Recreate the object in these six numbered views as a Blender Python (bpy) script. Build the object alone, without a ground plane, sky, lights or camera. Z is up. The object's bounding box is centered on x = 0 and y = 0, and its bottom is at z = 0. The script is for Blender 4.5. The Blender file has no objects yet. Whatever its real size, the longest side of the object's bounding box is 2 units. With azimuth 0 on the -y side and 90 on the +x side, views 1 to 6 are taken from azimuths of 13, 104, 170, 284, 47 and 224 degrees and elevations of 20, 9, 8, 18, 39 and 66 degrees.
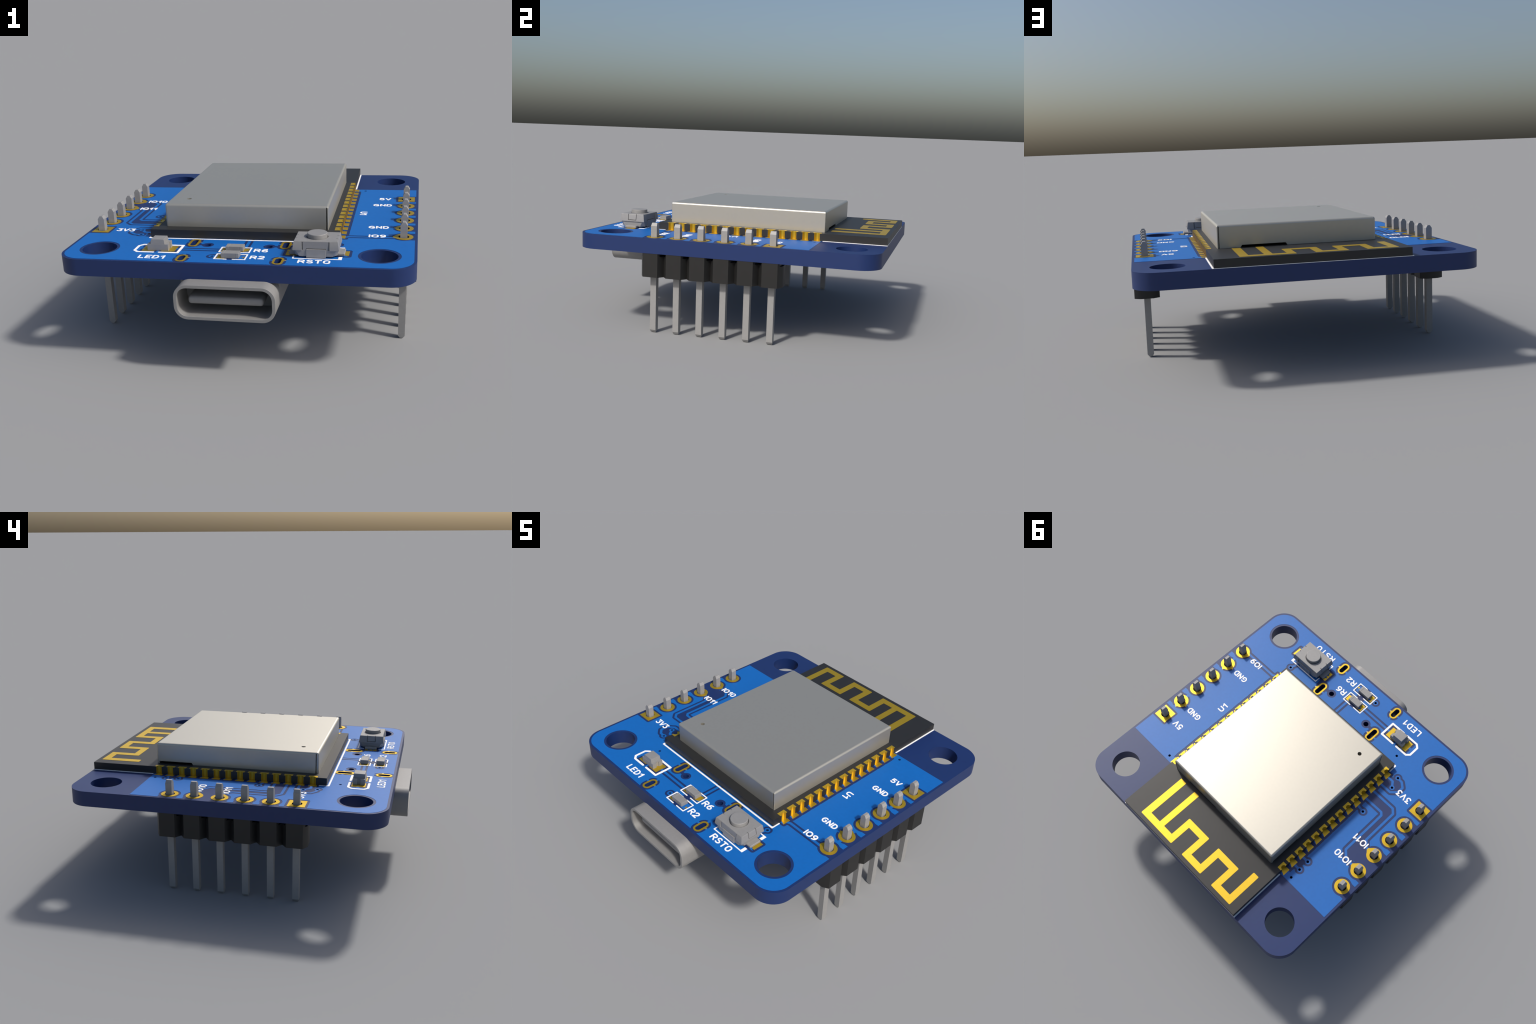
"""A small square wireless circuit board, standing on its two rows of header pins.

All sizes are written in millimetres of the real board, measured from the board's
centre (x, y) and from the pin ends (z); build() turns them into scene metres.
"""
import bpy, bmesh, math
from math import pi, cos, sin, radians
from mathutils import Vector, Matrix
from mathutils.geometry import delaunay_2d_cdt

K = 2.0 / 33.44                 # scene metres per millimetre (33.44 mm is the longest side)
Y0 = 1.0 - 16.0 * K             # the board's centre in scene y
TO_SCENE = Matrix.Translation((0, Y0, 0)) @ Matrix.Scale(K, 4)

# heights (mm)
Z_BOTTOM, Z_TOP = 8.55, 10.12   # bare laminate
Z_COPPER = 10.14                # masked copper
Z_PAD = 10.152                  # gold plated lands
Z_INK = 10.165                  # white legend ink
HALF = 16.0
PITCH = 2.54
HEADER_X = 14.745
HEADER_Y = [5.24 - PITCH * i for i in range(6)]
MODULE_X, MODULE_Y0, MODULE_Y1, MODULE_Z = 9.0, -9.42, 15.97, 10.94
CONTACT_Y = [8.51 - 1.27 * i for i in range(14)]
MOUNT = [(sx * 12.83, sy * 12.83) for sx in (-1, 1) for sy in (-1, 1)]
SLOTS = [(sx * 4.32, y, h) for sx in (-1, 1) for y, h in ((-14.8, 0.37), (-10.67, 0.52))]
PEGS = [(-2.88, -11.18), (2.88, -11.18)]
RINGED_VIAS = [(-10.3, -8.69), (-10.63, -7.31), (-10.33, -2.74), (-10.19, 5.96), (-10.2, 7.24), (9.0, -10.2), (-1.73, -14.12)]
PLAIN_VIAS = [(-10.19, 8.51), (10.15, 8.5), (-8.28, -10.71)]

# ------------------------------------------------------------------ materials

def material(name, colour, rough=0.5, metal=0.0, spec=0.5, grain=0.03, scale=60.0):
    m = bpy.data.materials.new(name)
    m.use_nodes = True
    nt = m.node_tree
    b = nt.nodes["Principled BSDF"]
    co = nt.nodes.new("ShaderNodeTexCoord")
    no = nt.nodes.new("ShaderNodeTexNoise")
    no.inputs["Scale"].default_value = scale
    no.inputs["Detail"].default_value = 3
    nt.links.new(co.outputs["Object"], no.inputs["Vector"])
    ramp = nt.nodes.new("ShaderNodeValToRGB")
    lo = [max(0.0, c * (1 - grain)) for c in colour]
    hi = [min(1.0, c * (1 + grain)) for c in colour]
    ramp.color_ramp.elements[0].color = (*lo, 1)
    ramp.color_ramp.elements[1].color = (*hi, 1)
    ramp.color_ramp.elements[0].position = 0.3
    ramp.color_ramp.elements[1].position = 0.7
    nt.links.new(no.outputs["Fac"], ramp.inputs["Fac"])
    nt.links.new(ramp.outputs["Color"], b.inputs["Base Color"])
    b.inputs["Roughness"].default_value = rough
    b.inputs["Metallic"].default_value = metal
    b.inputs["Specular IOR Level"].default_value = spec
    return m

NAVY = material("navy_solder_mask", (0.006, 0.0235, 0.111), 0.5)
BLUE = material("blue_masked_copper", (0.0012, 0.118, 0.43), 0.49)
GOLD = material("gold_plating", (0.62, 0.415, 0.034), 0.44, metal=0.75)
INK = material("white_legend_ink", (0.9, 0.9, 0.9), 0.6)
BLACK = material("black_module_laminate", (0.0165, 0.0165, 0.0163), 0.5)
PLASTIC = material("black_plastic", (0.012, 0.0117, 0.0112), 0.5)
STEEL = material("satin_shield_metal", (0.505, 0.485, 0.426), 0.43, metal=0.72, grain=0.01)
GREY = material("grey_metal", (0.235, 0.233, 0.231), 0.55, metal=0.0, spec=0.8)

PIN = material("tinned_pin", (0.275, 0.272, 0.268), 0.55, spec=0.7)

# ------------------------------------------------------------------ object helpers

ROOT = bpy.data.objects.new("wireless_circuit_board", None)
bpy.context.scene.collection.objects.link(ROOT)
ROOT["label"] = "small square blue circuit board with shielded radio module and header pins"
ROOT["category"] = "circuit board"


def link(name, mesh, parent=ROOT, at=(0, 0, 0)):
    """Object whose mesh (in scene metres) sits at `at` (mm, board frame)."""
    o = bpy.data.objects.new(name, mesh)
    bpy.context.scene.collection.objects.link(o)
    o.parent = parent
    p = Vector(at) * K
    o.location = p
    return o


def finish(bm, name, mat, angle=32, centred=False, weighted=False):
    """Turn a bmesh in mm into a mesh in scene metres; centred meshes skip the y shift."""
    bmesh.ops.recalc_face_normals(bm, faces=bm.faces)
    me = bpy.data.meshes.new(name)
    bm.to_mesh(me)
    bm.free()
    me.transform(Matrix.Scale(K, 4) if centred else TO_SCENE)
    me.materials.append(mat)
    me.shade_smooth()
    me.set_sharp_from_angle(angle=radians(angle))
    if weighted:
        me = bake(me, [("WEIGHTED_NORMAL", dict(keep_sharp=True, weight=80))])
    return me


def bake(me, mods):
    """Apply modifiers to a mesh and return the result."""
    o = bpy.data.objects.new("helper", me)
    bpy.context.scene.collection.objects.link(o)
    for kind, props in mods:
        m = o.modifiers.new(kind, kind)
        for k, v in props.items():
            setattr(m, k, v)
    dg = bpy.context.evaluated_depsgraph_get()
    dg.update()
    out = bpy.data.meshes.new_from_object(o.evaluated_get(dg))
    out.name = me.name
    bpy.data.objects.remove(o)
    return out


def add_box(bm, x0, x1, y0, y1, z0, z1):
    r = bmesh.ops.create_cube(bm, size=1.0)
    bmesh.ops.scale(bm, verts=r["verts"], vec=(x1 - x0, y1 - y0, z1 - z0))
    bmesh.ops.translate(bm, verts=r["verts"], vec=((x0 + x1) / 2, (y0 + y1) / 2, (z0 + z1) / 2))
    return r["verts"]


def bevel_edges(bm, test, width, segments=3):
    es = [e for e in bm.edges if test(e)]
    bmesh.ops.bevel(bm, geom=es, offset=width, segments=segments, profile=0.5, affect="EDGES", clamp_overlap=True)


def boxes_mesh(name, mat, boxes, bevel=0.0, segments=2, parent=ROOT):
    bm = bmesh.new()
    for b in boxes:
        add_box(bm, *b)
    if bevel:
        bmesh.ops.bevel(bm, geom=list(bm.edges), offset=bevel, segments=segments, profile=0.5, affect="EDGES")
    return link(name, finish(bm, name, mat, weighted=bool(bevel)), parent)


def loft(bm, rings, cap=True):
    """Skin consecutive rings of equal length; returns nothing."""
    vs = [[bm.verts.new(p) for p in r] for r in rings]
    n = len(vs[0])
    for a, b in zip(vs, vs[1:]):
        for i in range(n):
            bm.faces.new((a[i], a[(i + 1) % n], b[(i + 1) % n], b[i]))
    if cap:
        bm.faces.new(list(reversed(vs[0])))
        bm.faces.new(vs[-1])

# ------------------------------------------------------------------ flat outlines (mm)

def circle(x, y, r, n=40):
    return [(x + r * cos(2 * pi * i / n), y + r * sin(2 * pi * i / n)) for i in range(n)]


def rect(x0, x1, y0, y1):
    x0, x1, y0, y1 = min(x0, x1), max(x0, x1), min(y0, y1), max(y0, y1)
    return [(x0, y0), (x1, y0), (x1, y1), (x0, y1)]


def round_rect(x0, x1, y0, y1, r, n=10):
    out = []
    for cx, cy, a in ((x1 - r, y1 - r, 0), (x0 + r, y1 - r, 90), (x0 + r, y0 + r, 180), (x1 - r, y0 + r, 270)):
        out += [(cx + r * cos(radians(a + 90 * i / n)), cy + r * sin(radians(a + 90 * i / n))) for i in range(n + 1)]
    return out


def capsule(p, q, r, n=10):
    d = math.atan2(q[1] - p[1], q[0] - p[0])
    a = [(q[0] + r * cos(d - pi / 2 + pi * i / n), q[1] + r * sin(d - pi / 2 + pi * i / n)) for i in range(n + 1)]
    b = [(p[0] + r * cos(d + pi / 2 + pi * i / n), p[1] + r * sin(d + pi / 2 + pi * i / n)) for i in range(n + 1)]
    return a + b


def stroke(points, r, n=8):
    """A line of round-ended strokes: one capsule per segment."""
    return [capsule(a, b, r, n) for a, b in zip(points, points[1:]) if (a[0] - b[0]) ** 2 + (a[1] - b[1]) ** 2 > 1e-8]


def ccw(pts):
    s = sum(a[0] * b[1] - b[0] * a[1] for a, b in zip(pts, pts[1:] + pts[:1]))
    return pts if s > 0 else pts[::-1]


def paint(layers):
    """Painter's algorithm in the plane: later outlines cover earlier ones.
    Returns the vertices and, for each class of outline, its triangles."""
    verts, faces = [], []
    for _, pts in layers:
        pts = ccw(list(pts))
        faces.append(list(range(len(verts), len(verts) + len(pts))))
        verts += [Vector(p) for p in pts]
    v, _, f, _, _, of = delaunay_2d_cdt(verts, [], faces, 0, 1e-5)
    regions = {}
    for tri, orig in zip(f, of):
        if orig:
            regions.setdefault(layers[max(orig)][0], []).append(tri)
    return v, regions


def slab(v, tris, z0, z1, name, mat, angle=32):
    """Extrude a set of triangles between two heights."""
    bm = bmesh.new()
    top, bot, seen = {}, {}, {}
    for t in tris:
        for i in t:
            if i not in top:
                top[i] = bm.verts.new((v[i].x, v[i].y, z1))
                bot[i] = bm.verts.new((v[i].x, v[i].y, z0))
        for a, b in zip(t, list(t[1:]) + [t[0]]):
            seen[(a, b)] = True
    for t in tris:
        bm.faces.new([top[i] for i in t])
        bm.faces.new([bot[i] for i in reversed(t)])
    for a, b in seen:
        if (b, a) not in seen:
            bm.faces.new((top[a], bot[a], bot[b], top[b]))
    bmesh.ops.dissolve_limit(bm, angle_limit=radians(0.5), verts=bm.verts, edges=bm.edges, delimit={"NORMAL"})
    return finish(bm, name, mat, angle)


def islands(tris):
    """Split triangles into vertex-connected groups."""
    owner = {}

    def find(i):
        while owner.setdefault(i, i) != i:
            owner[i] = owner[owner[i]]
            i = owner[i]
        return i
    for t in tris:
        for i in t[1:]:
            owner[find(t[0])] = find(i)
    groups = {}
    for t in tris:
        groups.setdefault(find(t[0]), []).append(t)
    return list(groups.values())

# ------------------------------------------------------------------ laminate

def drill_holes():
    out = [circle(x, y, 1.6, 64) for x, y in MOUNT]
    out += [circle(sx * HEADER_X, y, 0.5) for sx in (-1, 1) for y in HEADER_Y]
    out += [capsule((x, y - h), (x, y + h), 0.28) for x, y, h in SLOTS]
    out += [circle(x, y, 0.31) for x, y in PEGS]
    out += [circle(x, y, 0.15, 20) for x, y in RINGED_VIAS + PLAIN_VIAS]
    return out


outline = round_rect(-HALF, HALF, -HALF, HALF, 2.25, 16)
v, reg = paint([("board", outline)] + [("hole", h) for h in drill_holes()])
link("board", slab(v, reg["board"], Z_BOTTOM, Z_TOP, "board", NAVY))

# ------------------------------------------------------------------ copper under blue mask, bare gaps, gold lands

GAP = 0.25
layers = []
bare = lambda p: layers.append(("bare", p))
copper = lambda p: layers.append(("copper", p))
track = lambda p: layers.append(("track", p))
land = lambda p, name="solder_pad": layers.append((name, p))


def route(points, r=0.14, gap=0.24):
    for p in stroke(points, r + gap):
        bare(p)
    return [("track", p) for p in stroke(points, r)]


# the pour: a board-wide plane that stops short of the antenna end
pour = [p for p in round_rect(-15.75, 15.75, -15.75, 15.75, 2.0, 16) if p[1] < 9]
top_right = [(15.75, 9.05), (-15.75, 9.05)]
pour = top_right + [p for p in ccw(pour)]
copper(pour)

for x, y in MOUNT:
    if y < 0:
        bare(circle(x, y, 1.86, 64))
late = []
# header lands: first of each row square, two of the right row tied to the plane
GROUND = {(1, 1), (1, 4)}
for sx in (-1, 1):
    for i, y in enumerate(HEADER_Y):
        square = (sx == 1 and i == 0) or (sx == -1 and i == 5)
        x = sx * HEADER_X
        if square:
            bare(round_rect(x - 1.1, x + 1.1, y - 1.1, y + 1.1, 0.2, 4))
        else:
            bare(circle(x, y, 1.1))
        bare(rect(x, sx * 15.9, y - 0.95, y + 0.95))
        if (sx, i) in GROUND:
            late.append(("copper", rect(x - 1.15, x + 0.3, y - 0.17, y + 0.17)))
            late.append(("copper", rect(x - 0.17, x + 0.17, y - 1.15, y + 1.15)))

# slots of the connector: gap ring, spokes to the plane
for x, y, h in SLOTS:
    bare(capsule((x, y - h), (x, y + h), 0.72))
    if y < -13:
        bare(rect(x - 0.5, x + 0.5, y - h - 1.0, y - h))
    late.append(("copper", rect(x - 0.75, x + 0.75, y + 0.05, y + 0.28)))
    late.append(("copper", rect(x - 0.12, x + 0.12, y, y + h + 0.75)))
for x, y in PEGS:
    bare(circle(x, y, 0.56))
    bare(capsule((x, y), (x * 1.35, y + 0.05), 0.2))

# contact rows of the radio module
for s in (-1, 1):
    bare(rect(s * 8.3, s * 9.69, -8.6, 8.2))
    for y in CONTACT_Y[1:]:
        bare(round_rect(min(s * 8.6, s * 9.72), max(s * 8.6, s * 9.72), y - 0.68, y + 0.68, 0.2, 4))

# signal routes
late += route([(9.3, -8.01), (9.75, -7.79), (13.9, -7.79), (HEADER_X, -7.46)])
late += route([(-9.2, -5.46), (-12.43, -5.46), (-12.9, -4.99), (-12.9, -0.55), (-13.55, 0.1), (-HEADER_X, 0.16)])
late += route([(-9.2, -4.19), (-11.82, -4.19), (-12.1, -3.91), (-12.1, 1.9), (-12.85, 2.65), (-HEADER_X, 2.7)])
bare([(-9.5, -5.3), (-12.4, -5.3), (-12.75, -4.9), (-12.75, -0.3), (-13.5, 0.4), (-14.4, 0.9), (-15.8, 0.9), (-15.8, 2.0),
      (-14.4, 2.0), (-13.0, 2.45), (-12.25, 1.8), (-12.25, -4.0), (-11.9, -4.35), (-9.5, -4.35)])
late += route([(-9.2, -6.73), (-10.85, -6.73), (-11.5, -7.35), (-11.5, -8.15), (-10.95, -8.62), (-10.3, -8.69)])
late += route([(-9.2, -8.0), (-10.15, -7.95), (-10.63, -7.31)])
bare([(-9.5, -6.95), (-10.8, -6.95), (-11.3, -7.45), (-11.3, -8.1), (-10.6, -8.6), (-10.1, -8.3), (-9.5, -8.3)])
for i in (8 + 1,):
    late += route([(-9.2, CONTACT_Y[i]), (-10.33, -2.74)])
late += route([(-9.2, 5.97), (-10.19, 5.96)])
late += route([(-9.2, 7.24), (-10.2, 7.24)])
bare(rect(-9.5, -10.1, 5.96, 7.24))
late += route([(0.78, -12.2), (0.78, -9.2)])
late += route([(-0.8, -12.5), (-5.6, -12.5)])
late += route([(-0.9, -14.12), (-1.73, -14.12)])
late += route([(9.0, -10.2), (8.6, -11.4)])
for x, y in RINGED_VIAS:
    bare(circle(x, y, 0.53))
    late.append(("track", circle(x, y, 0.3, 28)))

# chip lands
LED_C, R_C = (-7.05, -12.53), ((0.0, -12.36), (0.0, -14.13))
led_lands = [rect(-6.72, -5.5, -13.23, -11.83), rect(-8.6, -7.38, -13.23, -11.83)]
bare(rect(-6.95, -5.25, -13.45, -11.6))
bare(rect(-8.85, -7.15, -13.45, -11.6))
late.append(("copper", rect(-8.9, -8.4, -12.69, -12.37)))
late.append(("copper", rect(-8.16, -7.84, -11.9, -11.55)))
for cx, cy in R_C:
    bare(rect(cx - 1.42, cx + 1.42, cy - 0.68, cy + 0.68))
    late.append(("copper", rect(cx + 1.42, cx + 1.46, cy - 0.1, cy + 0.1)))
bare(rect(-0.55, 0.55, -14.9, -11.6))
# button lands
bare(round_rect(4.45, 5.9, -13.5, -11.6, 0.2, 4))
bare(round_rect(8.9, 10.45, -13.44, -11.6, 0.25, 4))
bare([(4.6, -11.7), (5.2, -11.7), (5.1, -10.7), (4.6, -10.5)])

layers += late
# gold lands, painted over everything else
for sx in (-1, 1):
    for i, y in enumerate(HEADER_Y):
        x = sx * HEADER_X
        if (sx == 1 and i == 0) or (sx == -1 and i == 5):
            land(rect(x - 0.86, x + 0.86, y - 0.86, y + 0.86), "header_pad")
        else:
            land(circle(x, y, 0.86), "header_pad")
        if (sx, i) in GROUND:      # small mask spikes where the spokes leave
            for ax, ay in ((-1, 0), (0, 1)):
                land([(x + 0.8 * ax - 0.2 * ay, y + 0.8 * ay - 0.2 * ax), (x + 0.8 * ax + 0.2 * ay, y + 0.8 * ay + 0.2 * ax),
                      (x + 1.03 * ax - 0.14 * ay, y + 1.03 * ay - 0.14 * ax)], "header_pad")
# teardrops where routes meet their round lands
land([(HEADER_X - 0.55, -6.8), (HEADER_X - 1.0, -7.45), (HEADER_X - 0.98, -7.72), (HEADER_X - 0.4, -8.2)], "header_pad")
land([(-HEADER_X + 0.5, -0.55), (-HEADER_X + 1.02, 0.0), (-HEADER_X + 1.0, 0.26), (-HEADER_X + 0.5, 0.85)], "header_pad")
land([(-HEADER_X + 0.5, 2.0), (-HEADER_X + 1.02, 2.55), (-HEADER_X + 1.0, 2.8), (-HEADER_X + 0.5, 3.4)], "header_pad")
for x, y, h in SLOTS:
    land(capsule((x, y - h), (x, y + h), 0.48), "slot_pad")
    land([(x + 0.45, y + 0.0), (x + 0.72, y + 0.18), (x + 0.45, y + 0.3)], "slot_pad")
for s in (-1, 1):
    for y in CONTACT_Y:
        # the mask covers one half of every land, cut along the diagonal
        track(rect(s * 8.4, s * 9.45, y - 0.45, y + 0.45))
        land([(s * 9.45, y - s * 0.45), (s * 9.45, y + s * 0.45), (s * 8.4, y + s * 0.45), (s * 8.4, y)], "contact_pad")
for p in led_lands:
    land(p, "chip_pad")
for k, (cx, cy) in enumerate(R_C):
    for s in (-1, 1):
        x0, x1 = cx + s * 0.5, cx + s * 1.22
        if s == 1:
            track(rect(x0, x1, cy - 0.45, cy + 0.45))
            if k == 0:
                land([(x1, cy - 0.28), (x1, cy + 0.45), (x0, cy + 0.45), (x0, cy - 0.45), (x0 + 0.3, cy - 0.45)], "chip_pad")
            else:
                land(rect(x1 - 0.16, x1, cy - 0.2, cy + 0.02), "chip_pad")
        else:
            land(rect(x0, x1, cy - 0.45, cy + 0.45), "chip_pad")
            track([(x1 + 0.42, cy + 0.45), (x1 + 0.12, cy + 0.1), (x1 + 0.42, cy + 0.05)])
# button lands with mask slivers
land(rect(4.69, 5.7, -13.22, -11.86), "button_pad")
track([(4.69, -12.75), (5.25, -12.95), (5.25, -12.6)])
track([(4.69, -12.35), (5.25, -12.5), (5.25, -12.1)])
land([(9.3, -13.0), (10.2, -13.0), (10.22, -11.86), (9.3, -11.86)], "button_pad")
track([(9.6, -13.2), (10.22, -13.2), (9.95, -13.0), (9.75, -12.75)])
layers += [("hole", h) for h in drill_holes()]

v, reg = paint(layers)
link("copper_pour", slab(v, reg["copper"], Z_TOP, Z_COPPER, "copper_pour", BLUE))
for g in islands(reg["track"]):
    link("copper_track", slab(v, g, Z_TOP, Z_COPPER, "copper_track", BLUE))
for name in ("header_pad", "slot_pad", "contact_pad", "chip_pad", "button_pad"):
    for g in islands(reg[name]):
        link(name, slab(v, g, Z_TOP, Z_PAD, name, GOLD))

# underside: plane and header lands
under = [("copper", [(x, min(y, 9.05)) for x, y in pour])]
under += [("bare", circle(x, y, 1.86, 48)) for x, y in MOUNT if y < 0]
under += [("bare", circle(sx * HEADER_X, y, 1.1)) for sx in (-1, 1) for y in HEADER_Y]
under += [("header_pad", circle(sx * HEADER_X, y, 0.86)) for sx in (-1, 1) for y in HEADER_Y]
under += [("bare", capsule((x, y - h), (x, y + h), 0.72)) for x, y, h in SLOTS]
under += [("slot_pad", capsule((x, y - h), (x, y + h), 0.48)) for x, y, h in SLOTS]
under += [("hole", h) for h in drill_holes()]
v, reg = paint(under)
link("copper_pour", slab(v, reg["copper"], Z_BOTTOM - 0.015, Z_BOTTOM, "copper_pour_under", BLUE))
for name in ("header_pad", "slot_pad"):
    for g in islands(reg[name]):
        link(name, slab(v, g, Z_BOTTOM - 0.02, Z_BOTTOM, name + "_under", GOLD))

# ------------------------------------------------------------------ white legend: stroke letters and outlines

def arc(cx, cy, rx, ry, a0, a1, n=10):
    return [(cx + rx * cos(radians(a0 + (a1 - a0) * i / n)), cy + ry * sin(radians(a0 + (a1 - a0) * i / n))) for i in range(n + 1)]


def bowl(w, top):
    """Round rectangle ring used for O and 0."""
    r = w / 2
    return arc(r, 1 - r * 1.1, r, r * 1.1, 0, 180) + arc(r, r * 1.1, r, r * 1.1, 180, 360) + [(w, 1 - r * 1.1)]


GLYPHS = {   # letter: (advance width, strokes), cap height = 1
    "I": (0.0, [[(0, 0), (0, 1)]]),
    "O": (0.72, [bowl(0.72, 1)]),
    "0": (0.58, [bowl(0.58, 1)]),
    "1": (0.34, [[(0, 0.74), (0.2, 0.86), (0.32, 1), (0.32, 0)]]),
    "2": (0.56, [arc(0.28, 0.72, 0.28, 0.28, 165, -35) + [(0, 0), (0.56, 0)]]),
    "3": (0.56, [[(0, 1), (0.54, 1), (0.26, 0.62)] + arc(0.26, 0.31, 0.3, 0.31, 80, -150)]),
    "5": (0.56, [[(0.5, 1), (0.07, 1), (0.02, 0.53)] + arc(0.26, 0.32, 0.3, 0.32, 125, -150)]),
    "6": (0.56, [arc(0.28, 0.3, 0.28, 0.3, 0, 360, 16), [(0, 0.3), (0.03, 0.62), (0.16, 0.88), (0.46, 1)]]),
    "9": (0.56, [arc(0.28, 0.7, 0.28, 0.3, 0, 360, 16), [(0.56, 0.7), (0.53, 0.38), (0.4, 0.12), (0.1, 0)]]),
    "V": (0.66, [[(0, 1), (0.33, 0), (0.66, 1)]]),
    "L": (0.5, [[(0, 1), (0, 0), (0.5, 0)]]),
    "E": (0.52, [[(0.52, 1), (0, 1), (0, 0), (0.52, 0)], [(0, 0.53), (0.36, 0.53)]]),
    "D": (0.6, [[(0, 0), (0, 1), (0.24, 1)] + arc(0.24, 0.5, 0.36, 0.5, 90, -90) + [(0, 0)]]),
    "R": (0.6, [[(0, 0), (0, 1), (0.34, 1)] + arc(0.34, 0.74, 0.24, 0.26, 90, -90) + [(0, 0.48)], [(0.3, 0.48), (0.6, 0)]]),
    "S": (0.56, [arc(0.28, 0.76, 0.26, 0.24, 40, 225) + arc(0.28, 0.26, 0.28, 0.26, 60, -140)]),
    "T": (0.6, [[(0, 1), (0.6, 1)], [(0.3, 1), (0.3, 0)]]),
    "G": (0.66, [arc(0.36, 0.5, 0.36, 0.5, 55, 300, 16) + [(0.64, 0.16), (0.64, 0.48), (0.4, 0.48)]]),
    "N": (0.6, [[(0, 0), (0, 1), (0.6, 0), (0.6, 1)]]),
    "U": (0.6, [[(0, 1), (0, 0.3)] + arc(0.3, 0.3, 0.3, 0.3, 180, 360) + [(0.6, 1)]]),
}


def lettering(text, x0, x1, y0, y1, pen=0.075, turned=False):
    """Write text so that its inked extent fills the box (mm)."""
    strokes, pos = [], 0.0
    for ch in text:
        w, lines = GLYPHS[ch]
        strokes += [[(px + pos, py) for px, py in l] for l in lines]
        pos += w + 0.32
    pos -= 0.32
    if turned:      # reads towards -y, letter tops towards +x
        h, w = x1 - x0 - 2 * pen, y1 - y0 - 2 * pen
        place = lambda p: (x0 + pen + p[1] * h, y1 - pen - p[0] / pos * w)
    else:
        h, w = y1 - y0 - 2 * pen, x1 - x0 - 2 * pen
        place = lambda p: (x0 + pen + p[0] / pos * w, y0 + pen + p[1] * h)
    shapes = [("ink", c) for l in strokes for c in stroke([place(p) for p in l], pen)]
    v, reg = paint(shapes)
    link("lettering", slab(v, reg["ink"], Z_TOP, Z_INK, "lettering", INK))


lettering("IO9", 11.54, 13.12, -7.83, -7.07)
lettering("GND", 11.36, 13.29, -5.2, -4.45)
lettering("GND", 11.36, 13.29, 2.42, 3.17)
lettering("5V", 11.88, 13.12, 4.78, 5.56)
lettering("U1", 10.2, 10.93, -0.85, 0.27, turned=True)
lettering("3V3", -13.26, -11.38, -7.83, -7.02)
lettering("IO11", -13.5, -11.66, -0.4, 0.4)
lettering("IO10", -13.5, -11.4, 2.38, 3.18)
lettering("RST0", 6.0, 8.8, -15.15, -14.35)
lettering("LED1", -8.33, -5.88, -15.17, -14.35)
lettering("R6", 1.7, 3.0, -12.75, -11.95)
lettering("R2", 1.72, 3.02, -14.55, -13.75)


def ink_outline(shapes, name="printed_outline"):
    v, reg = paint([("ink", s) for s in shapes])
    link(name, slab(v, reg["ink"], Z_TOP, Z_INK - 0.003, name, INK))


for cx, cy in R_C:
    for s in (-1, 1):
        ink_outline(stroke([(cx + s * 0.3, cy - 0.65), (cx + s * 1.37, cy - 0.65), (cx + s * 1.37, cy + 0.65), (cx + s * 0.3, cy + 0.65)], 0.065))
ink_outline(stroke([(-6.82, -13.55), (-5.1, -13.55), (-5.1, -11.57), (-6.82, -11.57)], 0.12))
ink_outline(stroke([(-7.4, -13.55), (-8.9, -13.55), (-9.28, -13.2), (-9.28, -11.95), (-8.92, -11.57), (-7.4, -11.57)], 0.12))
b = 0.065
ink_outline(stroke([(5.47, -13.45), (5.47, -14.05), (9.63, -14.05)], b) + [rect(9.38, 9.7, -14.11, -13.42)])
ink_outline(stroke([(5.47, -11.65), (5.47, -11.02), (9.63, -11.02)], b) + [rect(9.38, 9.7, -11.6, -10.95)])
ink_outline(stroke([(-9.05, -8.7), (-9.05, -9.62), (9.05, -9.62), (9.05, -8.7)], 0.09))
for s in (-1, 1):
    ink_outline([rect(s * 8.96, s * 9.14, 9.15, 15.99)])
ink_outline([rect(-9.0, 9.0, 15.9, 15.995)])

# ------------------------------------------------------------------ radio module

bites = [circle(s * MODULE_X, y, 0.3, 32) for s in (-1, 1) for y in CONTACT_Y]
v, reg = paint([("body", rect(-MODULE_X, MODULE_X, MODULE_Y0, MODULE_Y1))] + [("bite", b) for b in bites])
module = link("radio_module", slab(v, reg["body"], Z_COPPER + 0.005, MODULE_Z, "radio_module", BLACK))

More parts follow.
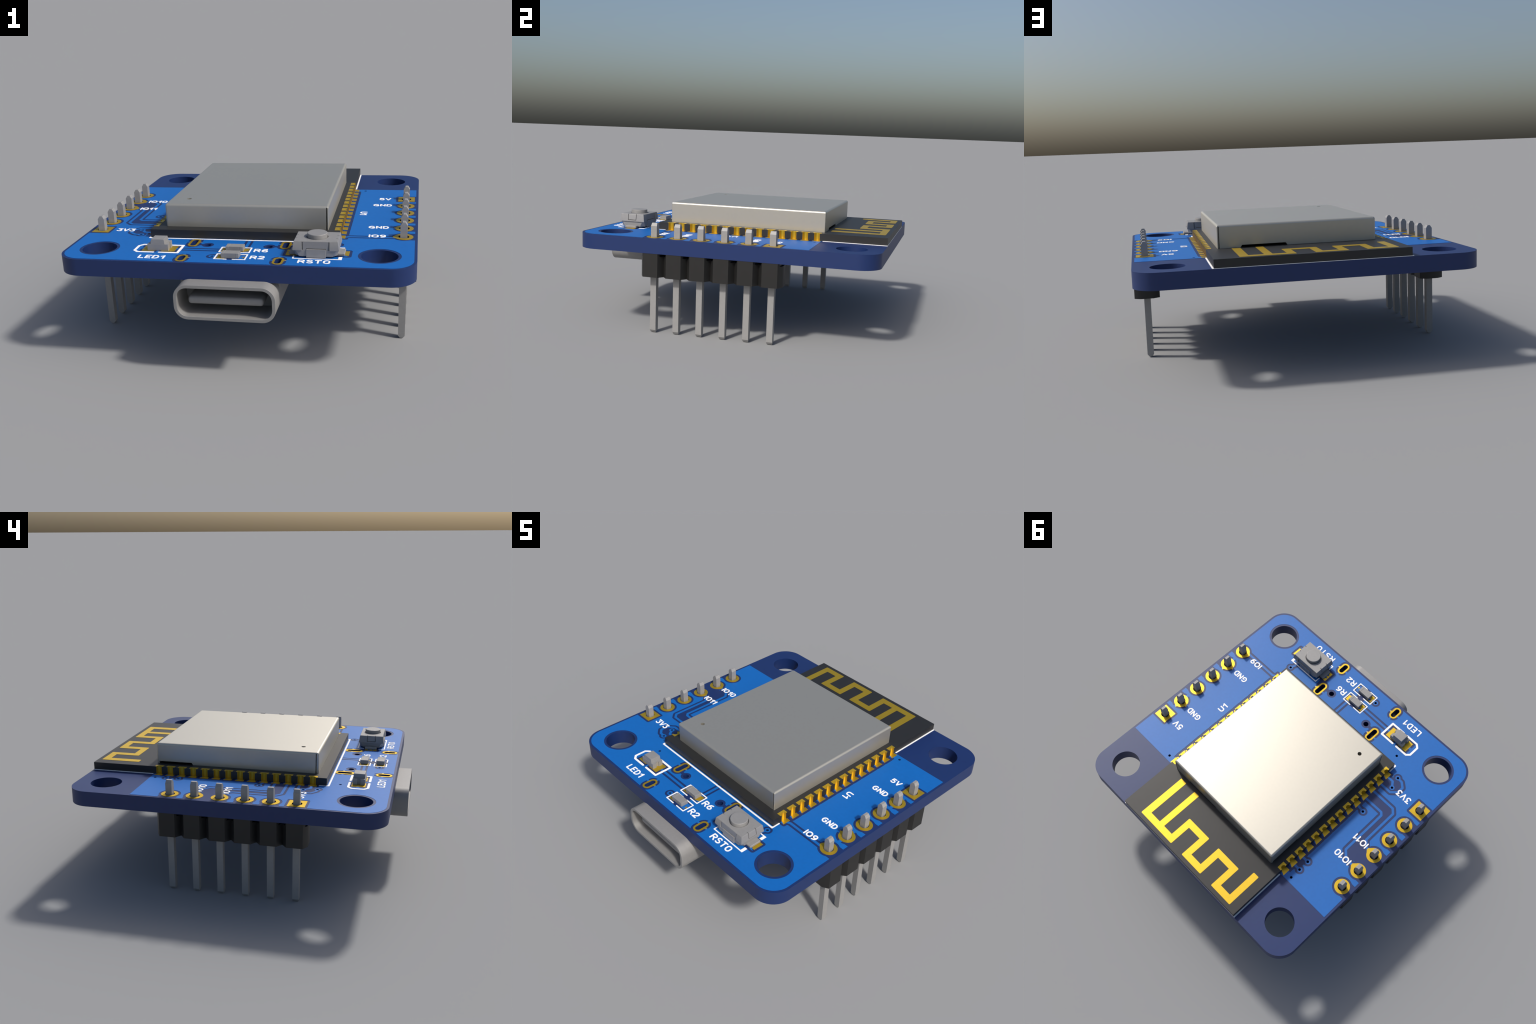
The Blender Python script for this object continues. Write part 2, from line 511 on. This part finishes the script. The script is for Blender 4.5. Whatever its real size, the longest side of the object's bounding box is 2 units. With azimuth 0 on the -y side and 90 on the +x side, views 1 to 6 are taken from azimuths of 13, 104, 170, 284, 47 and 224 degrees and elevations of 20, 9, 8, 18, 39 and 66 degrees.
# half-round gold contact with a flat land on the module's top face
def contact_mesh():
    layers = [("gold", rect(-0.5, 0.0, -0.45, 0.45)), ("hole", circle(0, 0, 0.3, 32))]
    v, reg = paint(layers)
    bm = bmesh.new()
    for t in reg["gold"]:
        bm.faces.new([bm.verts.new((v[i].x, v[i].y, 0.012)) for i in t])
    bmesh.ops.remove_doubles(bm, verts=bm.verts, dist=1e-5)
    e = [e for e in bm.edges if len(e.link_faces) == 1]
    r = bmesh.ops.extrude_edge_only(bm, edges=e)
    bmesh.ops.translate(bm, verts=[g for g in r["geom"] if isinstance(g, bmesh.types.BMVert)], vec=(0, 0, -0.012))
    # lining of the half hole
    arcs = [(0.3 * cos(radians(a)), 0.3 * sin(radians(a))) for a in range(90, 271, 10)]
    inner = [(p[0] * 0.93, p[1] * 0.93) for p in arcs]
    ring = [bm.verts.new((*p, 0.012)) for p in arcs], [bm.verts.new((*p, 0.012)) for p in inner]
    low = [bm.verts.new((*p, -0.785)) for p in arcs], [bm.verts.new((*p, -0.785)) for p in inner]
    for i in range(len(arcs) - 1):
        bm.faces.new((ring[0][i], ring[0][i + 1], ring[1][i + 1], ring[1][i]))
        bm.faces.new((ring[1][i], ring[1][i + 1], low[1][i + 1], low[1][i]))
        bm.faces.new((ring[0][i], ring[0][i + 1], low[0][i + 1], low[0][i]))
    for i in (0, -1):
        bm.faces.new((ring[0][i], ring[1][i], low[1][i], low[0][i]))
    return finish(bm, "castellated_contact", GOLD, centred=True)


contact = contact_mesh()
for s in (1, -1):
    for y in CONTACT_Y:
        o = link("castellated_contact", contact, module)
        o.location = (s * MODULE_X * K, y * K + Y0, MODULE_Z * K)
        if s < 0:
            o.rotation_euler = (0, 0, pi)

# printed aerial: a stub, a feed and a meander
w = 0.38
bars = [(6.22, 9.6, 15.13, 0.42), (3.99, 9.6, 15.13, 0.37)]
shapes = [("gold", rect(x - h, x + h, y0, y1)) for x, y0, y1, h in bars]
meander = [(6.26, 15.13), (1.94, 15.13), (1.94, 12.51), (-0.58, 12.51), (-0.58, 15.13), (-2.86, 15.13),
           (-2.86, 12.51), (-5.36, 12.51), (-5.36, 15.13), (-7.54, 15.13), (-7.54, 11.6)]
for a, b in zip(meander, meander[1:]):
    x0, x1, y0, y1 = min(a[0], b[0]) - w, max(a[0], b[0]) + w, min(a[1], b[1]) - w, max(a[1], b[1]) + w
    shapes.append(("gold", round_rect(x0, x1, y0, y1, 0.1, 4)))
v, reg = paint(shapes)
link("antenna_trace", slab(v, reg["gold"], MODULE_Z, MODULE_Z + 0.02, "antenna_trace", GOLD), module)

# shield can: drawn box with folded corners, notches along the foot and a vent
CX0, CX1, CY0, CY1, CZ = -7.74, 7.94, -8.37, 9.16, 13.18
bm = bmesh.new()


def can_ring(inset, z):
    """Outline of the can: tight corners where the +x wall folds over, rounder ones opposite."""
    out = []
    for sx, sy, a in ((1, 1, 0), (-1, 1, 90), (-1, -1, 180), (1, -1, 270)):
        full = 0.07 if sx > 0 else 0.2
        rad = max(full - inset, 0.012)
        cx = (CX1 - inset - rad) if sx > 0 else (CX0 + inset + rad)
        cy = (CY1 - inset - rad) if sy > 0 else (CY0 + inset + rad)
        out += [(cx + rad * cos(radians(a + 18 * i)), cy + rad * sin(radians(a + 18 * i)), z) for i in range(6)]
    return out


FILLET = 0.23
loft(bm, [can_ring(0, MODULE_Z + 0.005)] + [can_ring(FILLET * (1 - cos(radians(15 * i))), CZ - FILLET * (1 - sin(radians(15 * i)))) for i in range(7)])
can = finish(bm, "shield_can", STEEL)
cut = bmesh.new()
add_box(cut, CX1 - 0.22, CX1 - 0.11, CY0 - 0.3, CY0 + 0.5, 10.8, CZ - 0.14)
add_box(cut, CX1 - 0.22, CX1 - 0.11, CY1 - 0.5, CY1 + 0.3, 10.8, CZ - 0.14)
add_box(cut, CX0 - 0.3, CX0 + 0.5, CY0 + 0.22, CY0 + 0.32, 10.8, CZ - 0.14)


def notch(bm, pts, axis, a0, a1):
    loft(bm, [[((p, a, z) if axis == "y" else (a, p, z)) for p, z in pts] for a in (a0, a1)])


notch(cut, [(1.05, 10.8), (5.8, 10.8), (5.56, 11.18), (1.3, 11.18)], "y", CY1 - 2.5, CY1 + 0.5)
notch(cut, [(5.02, 10.8), (8.9, 10.8), (8.9, 11.18), (5.28, 11.18)], "x", CX0 - 0.5, CX0 + 2.5)
bmesh.ops.create_cone(cut, cap_ends=True, segments=24, radius1=0.23, radius2=0.23, depth=3.6, matrix=Matrix.Translation((-5.84, -6.45, CZ)))
bmesh.ops.recalc_face_normals(cut, faces=cut.faces)


def boolean_cut(me, cut_bm, name):
    """Subtract the boxes in cut_bm (mm) from a scene-scaled mesh."""
    cm = finish(cut_bm, "cutter", BLACK)
    co = bpy.data.objects.new("cutter", cm)
    bpy.context.scene.collection.objects.link(co)
    out = bake(me, [("BOOLEAN", dict(object=co, operation="DIFFERENCE", solver="EXACT", use_self=True))])
    bpy.data.objects.remove(co)
    while len(out.materials) > 1:
        out.materials.pop()
    out.polygons.foreach_set("material_index", [0] * len(out.polygons))
    out.shade_smooth()
    out.set_sharp_from_angle(angle=radians(32))
    out = bake(out, [("WEIGHTED_NORMAL", dict(keep_sharp=True, weight=80))])
    out.name = name
    return out


link("shield_can", boolean_cut(can, cut, "shield_can"), module)

# ------------------------------------------------------------------ pin headers

def header_body():
    """One moulded strip: six chamfered blocks side by side, relieved next to the board."""
    pts = []
    for y in HEADER_Y[::-1]:
        pts += [(0.61, y - 1.27), (1.23, y - 0.8), (1.23, y + 0.8), (0.61, y + 1.27)]
    pts[0], pts[-1] = (0.62, HEADER_Y[-1] - 1.17), (0.62, HEADER_Y[0] + 1.17)
    clean = [p for i, p in enumerate(pts) if i == 0 or abs(p[1] - pts[i - 1][1]) > 1e-6]
    ring = clean + [(-x, y) for x, y in clean[::-1]]
    bm = bmesh.new()
    loft(bm, [[(x, y, z) for x, y in ring] for z in (6.07, 8.24)])
    for y in HEADER_Y:
        blk = [(1.23, y - 0.8), (1.23, y + 0.8), (1.0, y + 0.96), (-1.0, y + 0.96), (-1.23, y + 0.8), (-1.23, y - 0.8), (-1.0, y - 0.96), (1.0, y - 0.96)]
        loft(bm, [[(px, py, z) for px, py in blk] for z in (8.24, Z_BOTTOM - 0.003)])
    return bm


def pin_mesh():
    h, top, bm = 0.32, 11.6, bmesh.new()
    ring = lambda dx, dy, z: [(-dx, -dy, z), (dx, -dy, z), (dx, dy, z), (-dx, dy, z)]
    loft(bm, [ring(0.13, 0.27, 0.0), ring(h, h, 0.26), ring(h, h, top - 0.3), ring(0.13, 0.28, top)])
    return finish(bm, "pin", PIN, 15, centred=True)


body_me = header_body()
bmx = body_me
me_body = finish(bmx, "pin_header", PLASTIC)
pin = pin_mesh()
for s in (-1, 1):
    body = link("pin_header", me_body, ROOT, (s * HEADER_X, 0, 0))
    for y in HEADER_Y:
        o = link("pin", pin, body)
        o.location = (0, y * K + Y0, 0)

# ------------------------------------------------------------------ socket under the front edge

USB_W, USB_Z0, USB_Z1, USB_F, USB_B, WALL = 4.48, 5.44, 8.66, -17.44, -10.1, 0.3


def tube_ring(inset, y, r):
    return [(x, y, z) for x, z in round_rect(-USB_W + inset, USB_W - inset, USB_Z0 + inset, USB_Z1 - inset, r - inset, 8)]


bm = bmesh.new()
rings = [tube_ring(0, USB_B, 1.2), tube_ring(0, USB_F + 0.02, 1.2), tube_ring(0.02, USB_F, 1.2),
         tube_ring(WALL - 0.02, USB_F, 1.2), tube_ring(WALL, USB_F + 0.02, 1.2), tube_ring(WALL, -14.4, 1.2)]
loft(bm, rings)
shell = link("usb_socket", finish(bm, "usb_socket", GREY, 30), ROOT)
boxes = []
for x, y, h in SLOTS:
    s = 1 if x > 0 else -1
    boxes.append((*sorted((s * 4.2, s * 4.46)), y - h * 0.9, y + h * 0.9, 6.9, 9.3))
boxes_mesh("mounting_tab", GREY, boxes, 0.05, 1, shell)
bm = bmesh.new()
add_box(bm, -3.34, 3.34, -16.9, -14.2, 6.68, 7.4)
bevel_edges(bm, lambda e: True, 0.28, 4)
link("tongue", finish(bm, "tongue", GREY, 50), shell)

# ------------------------------------------------------------------ push button

BX, BY = 7.45, -12.51


def rect_ring(hx, hy, z, cut=0.0, n=0):
    if not cut:
        return [(BX - hx, BY - hy, z), (BX + hx, BY - hy, z), (BX + hx, BY + hy, z), (BX - hx, BY + hy, z)]
    return [(BX + a * hx - (a * cut if k else 0), BY + b * hy - (0 if k else b * cut), z)
            for a, b, ks in ((-1, -1, (0, 1)), (1, -1, (1, 0)), (1, 1, (0, 1)), (-1, 1, (1, 0))) for k in ks]


bm = bmesh.new()
loft(bm, [rect_ring(1.55, 1.05, 10.16, 0.3), rect_ring(1.84, 1.32, 10.3, 0.42), rect_ring(1.9, 1.36, 10.62, 0.3), rect_ring(1.9, 1.36, 10.87, 0.12)])
base = link("push_button", finish(bm, "push_button", GREY), ROOT)

bm = bmesh.new()
loft(bm, [rect_ring(2.0, 1.43, 10.85), rect_ring(2.0, 1.43, 10.95), rect_ring(1.9, 1.34, 11.61), rect_ring(1.86, 1.3, 11.67)])
cover = finish(bm, "button_cover", GREY)
cut = bmesh.new()
for sy in (-1, 1):
    y_in, y_out = sorted((BY + sy * 1.33, BY + sy * 1.7))
    add_box(cut, BX - 1.12, BX + 1.12, y_in, y_out, 10.7, 11.63)
    for sx in (-1, 1):
        ya, yb = sorted((BY + sy * 1.14, BY + sy * 1.7))
        add_box(cut, *sorted((BX + sx * 1.12, BX + sx * 1.19)), ya, yb, 10.7, 11.61)
    add_box(cut, BX - 0.84, BX + 0.88, *sorted((BY + sy * 1.15, BY + sy * 1.7)), 10.7, 11.0)
for sx in (-1, 1):
    xa, xb = sorted((BX + sx * 1.68, BX + sx * 2.2))
    for t in (-1, 1):
        add_box(cut, xa, xb, *sorted((BY + t * 0.44, BY + t * 0.5)), 11.0, 11.75)
    add_box(cut, xa, xb, BY - 0.5, BY + 0.5, 10.99, 11.05)
bmesh.ops.create_cone(cut, cap_ends=True, segments=40, radius1=0.95, radius2=0.95, depth=0.6, matrix=Matrix.Translation((BX, BY, 11.78)))
bmesh.ops.recalc_face_normals(cut, faces=cut.faces)
link("button_cover", boolean_cut(cover, cut, "button_cover"), base)
boxes_mesh("button_clip", GREY, [(BX - 0.82, BX + 0.86, BY - 1.42, BY - 1.2, 10.2, 10.95), (BX - 0.82, BX + 0.86, BY + 1.2, BY + 1.42, 10.2, 10.95)], 0.015, 1, base)
boxes_mesh("button_leg", GREY, [(BX + 1.7, BX + 2.42, BY - 0.66, BY + 0.68, Z_PAD, 10.42), (BX - 2.42, BX - 1.7, BY - 0.66, BY + 0.68, Z_PAD, 10.42)], 0.05, 1, base)
bm = bmesh.new()
loft(bm, [[(x, y, z) for x, y in circle(BX, BY, r, 48)] for r, z in ((0.88, 11.2), (0.88, 12.0), (0.865, 12.04), (0.82, 12.07))])
link("button_cap", finish(bm, "button_cap", GREY, 60, weighted=True), base)

# ------------------------------------------------------------------ light-emitting diode

lx, ly = LED_C
notch_out = [("body", rect(lx - 0.97, lx + 0.97, ly - 0.62, ly + 0.62))] + [("bite", circle(lx + s * 0.97, ly, 0.17, 20)) for s in (-1, 1)]
v, reg = paint(notch_out)
led = link("light_emitting_diode", slab(v, reg["body"], Z_PAD, 10.76, "light_emitting_diode", GREY))
bm = bmesh.new()
loft(bm, [[(lx - a, ly - b, z), (lx + a, ly - b, z), (lx + a, ly + b, z), (lx - a, ly + b, z)] for a, b, z in ((0.66, 0.6, 10.74), (0.6, 0.57, 11.22))])
bevel_edges(bm, lambda e: all(vt.co.z > 11.2 for vt in e.verts), 0.05, 2)
link("lens", finish(bm, "lens", GREY, weighted=True), led)

# ------------------------------------------------------------------ chip resistors

for cx, cy in R_C:
    bm = bmesh.new()
    add_box(bm, -0.5, 0.5, -0.4, 0.4, Z_PAD, 10.59)
    r = link("chip_resistor", finish(bm, "chip_resistor", GREY, centred=True), ROOT)
    r.location = (cx * K, cy * K + Y0, 0)
    for s in (-1, 1):
        bm = bmesh.new()
        add_box(bm, *sorted((s * 0.5, s * 0.8)), -0.405, 0.405, Z_PAD, 10.6)
        bevel_edges(bm, lambda e: True, 0.02, 1)
        link("end_cap", finish(bm, "end_cap", GREY, centred=True), r)
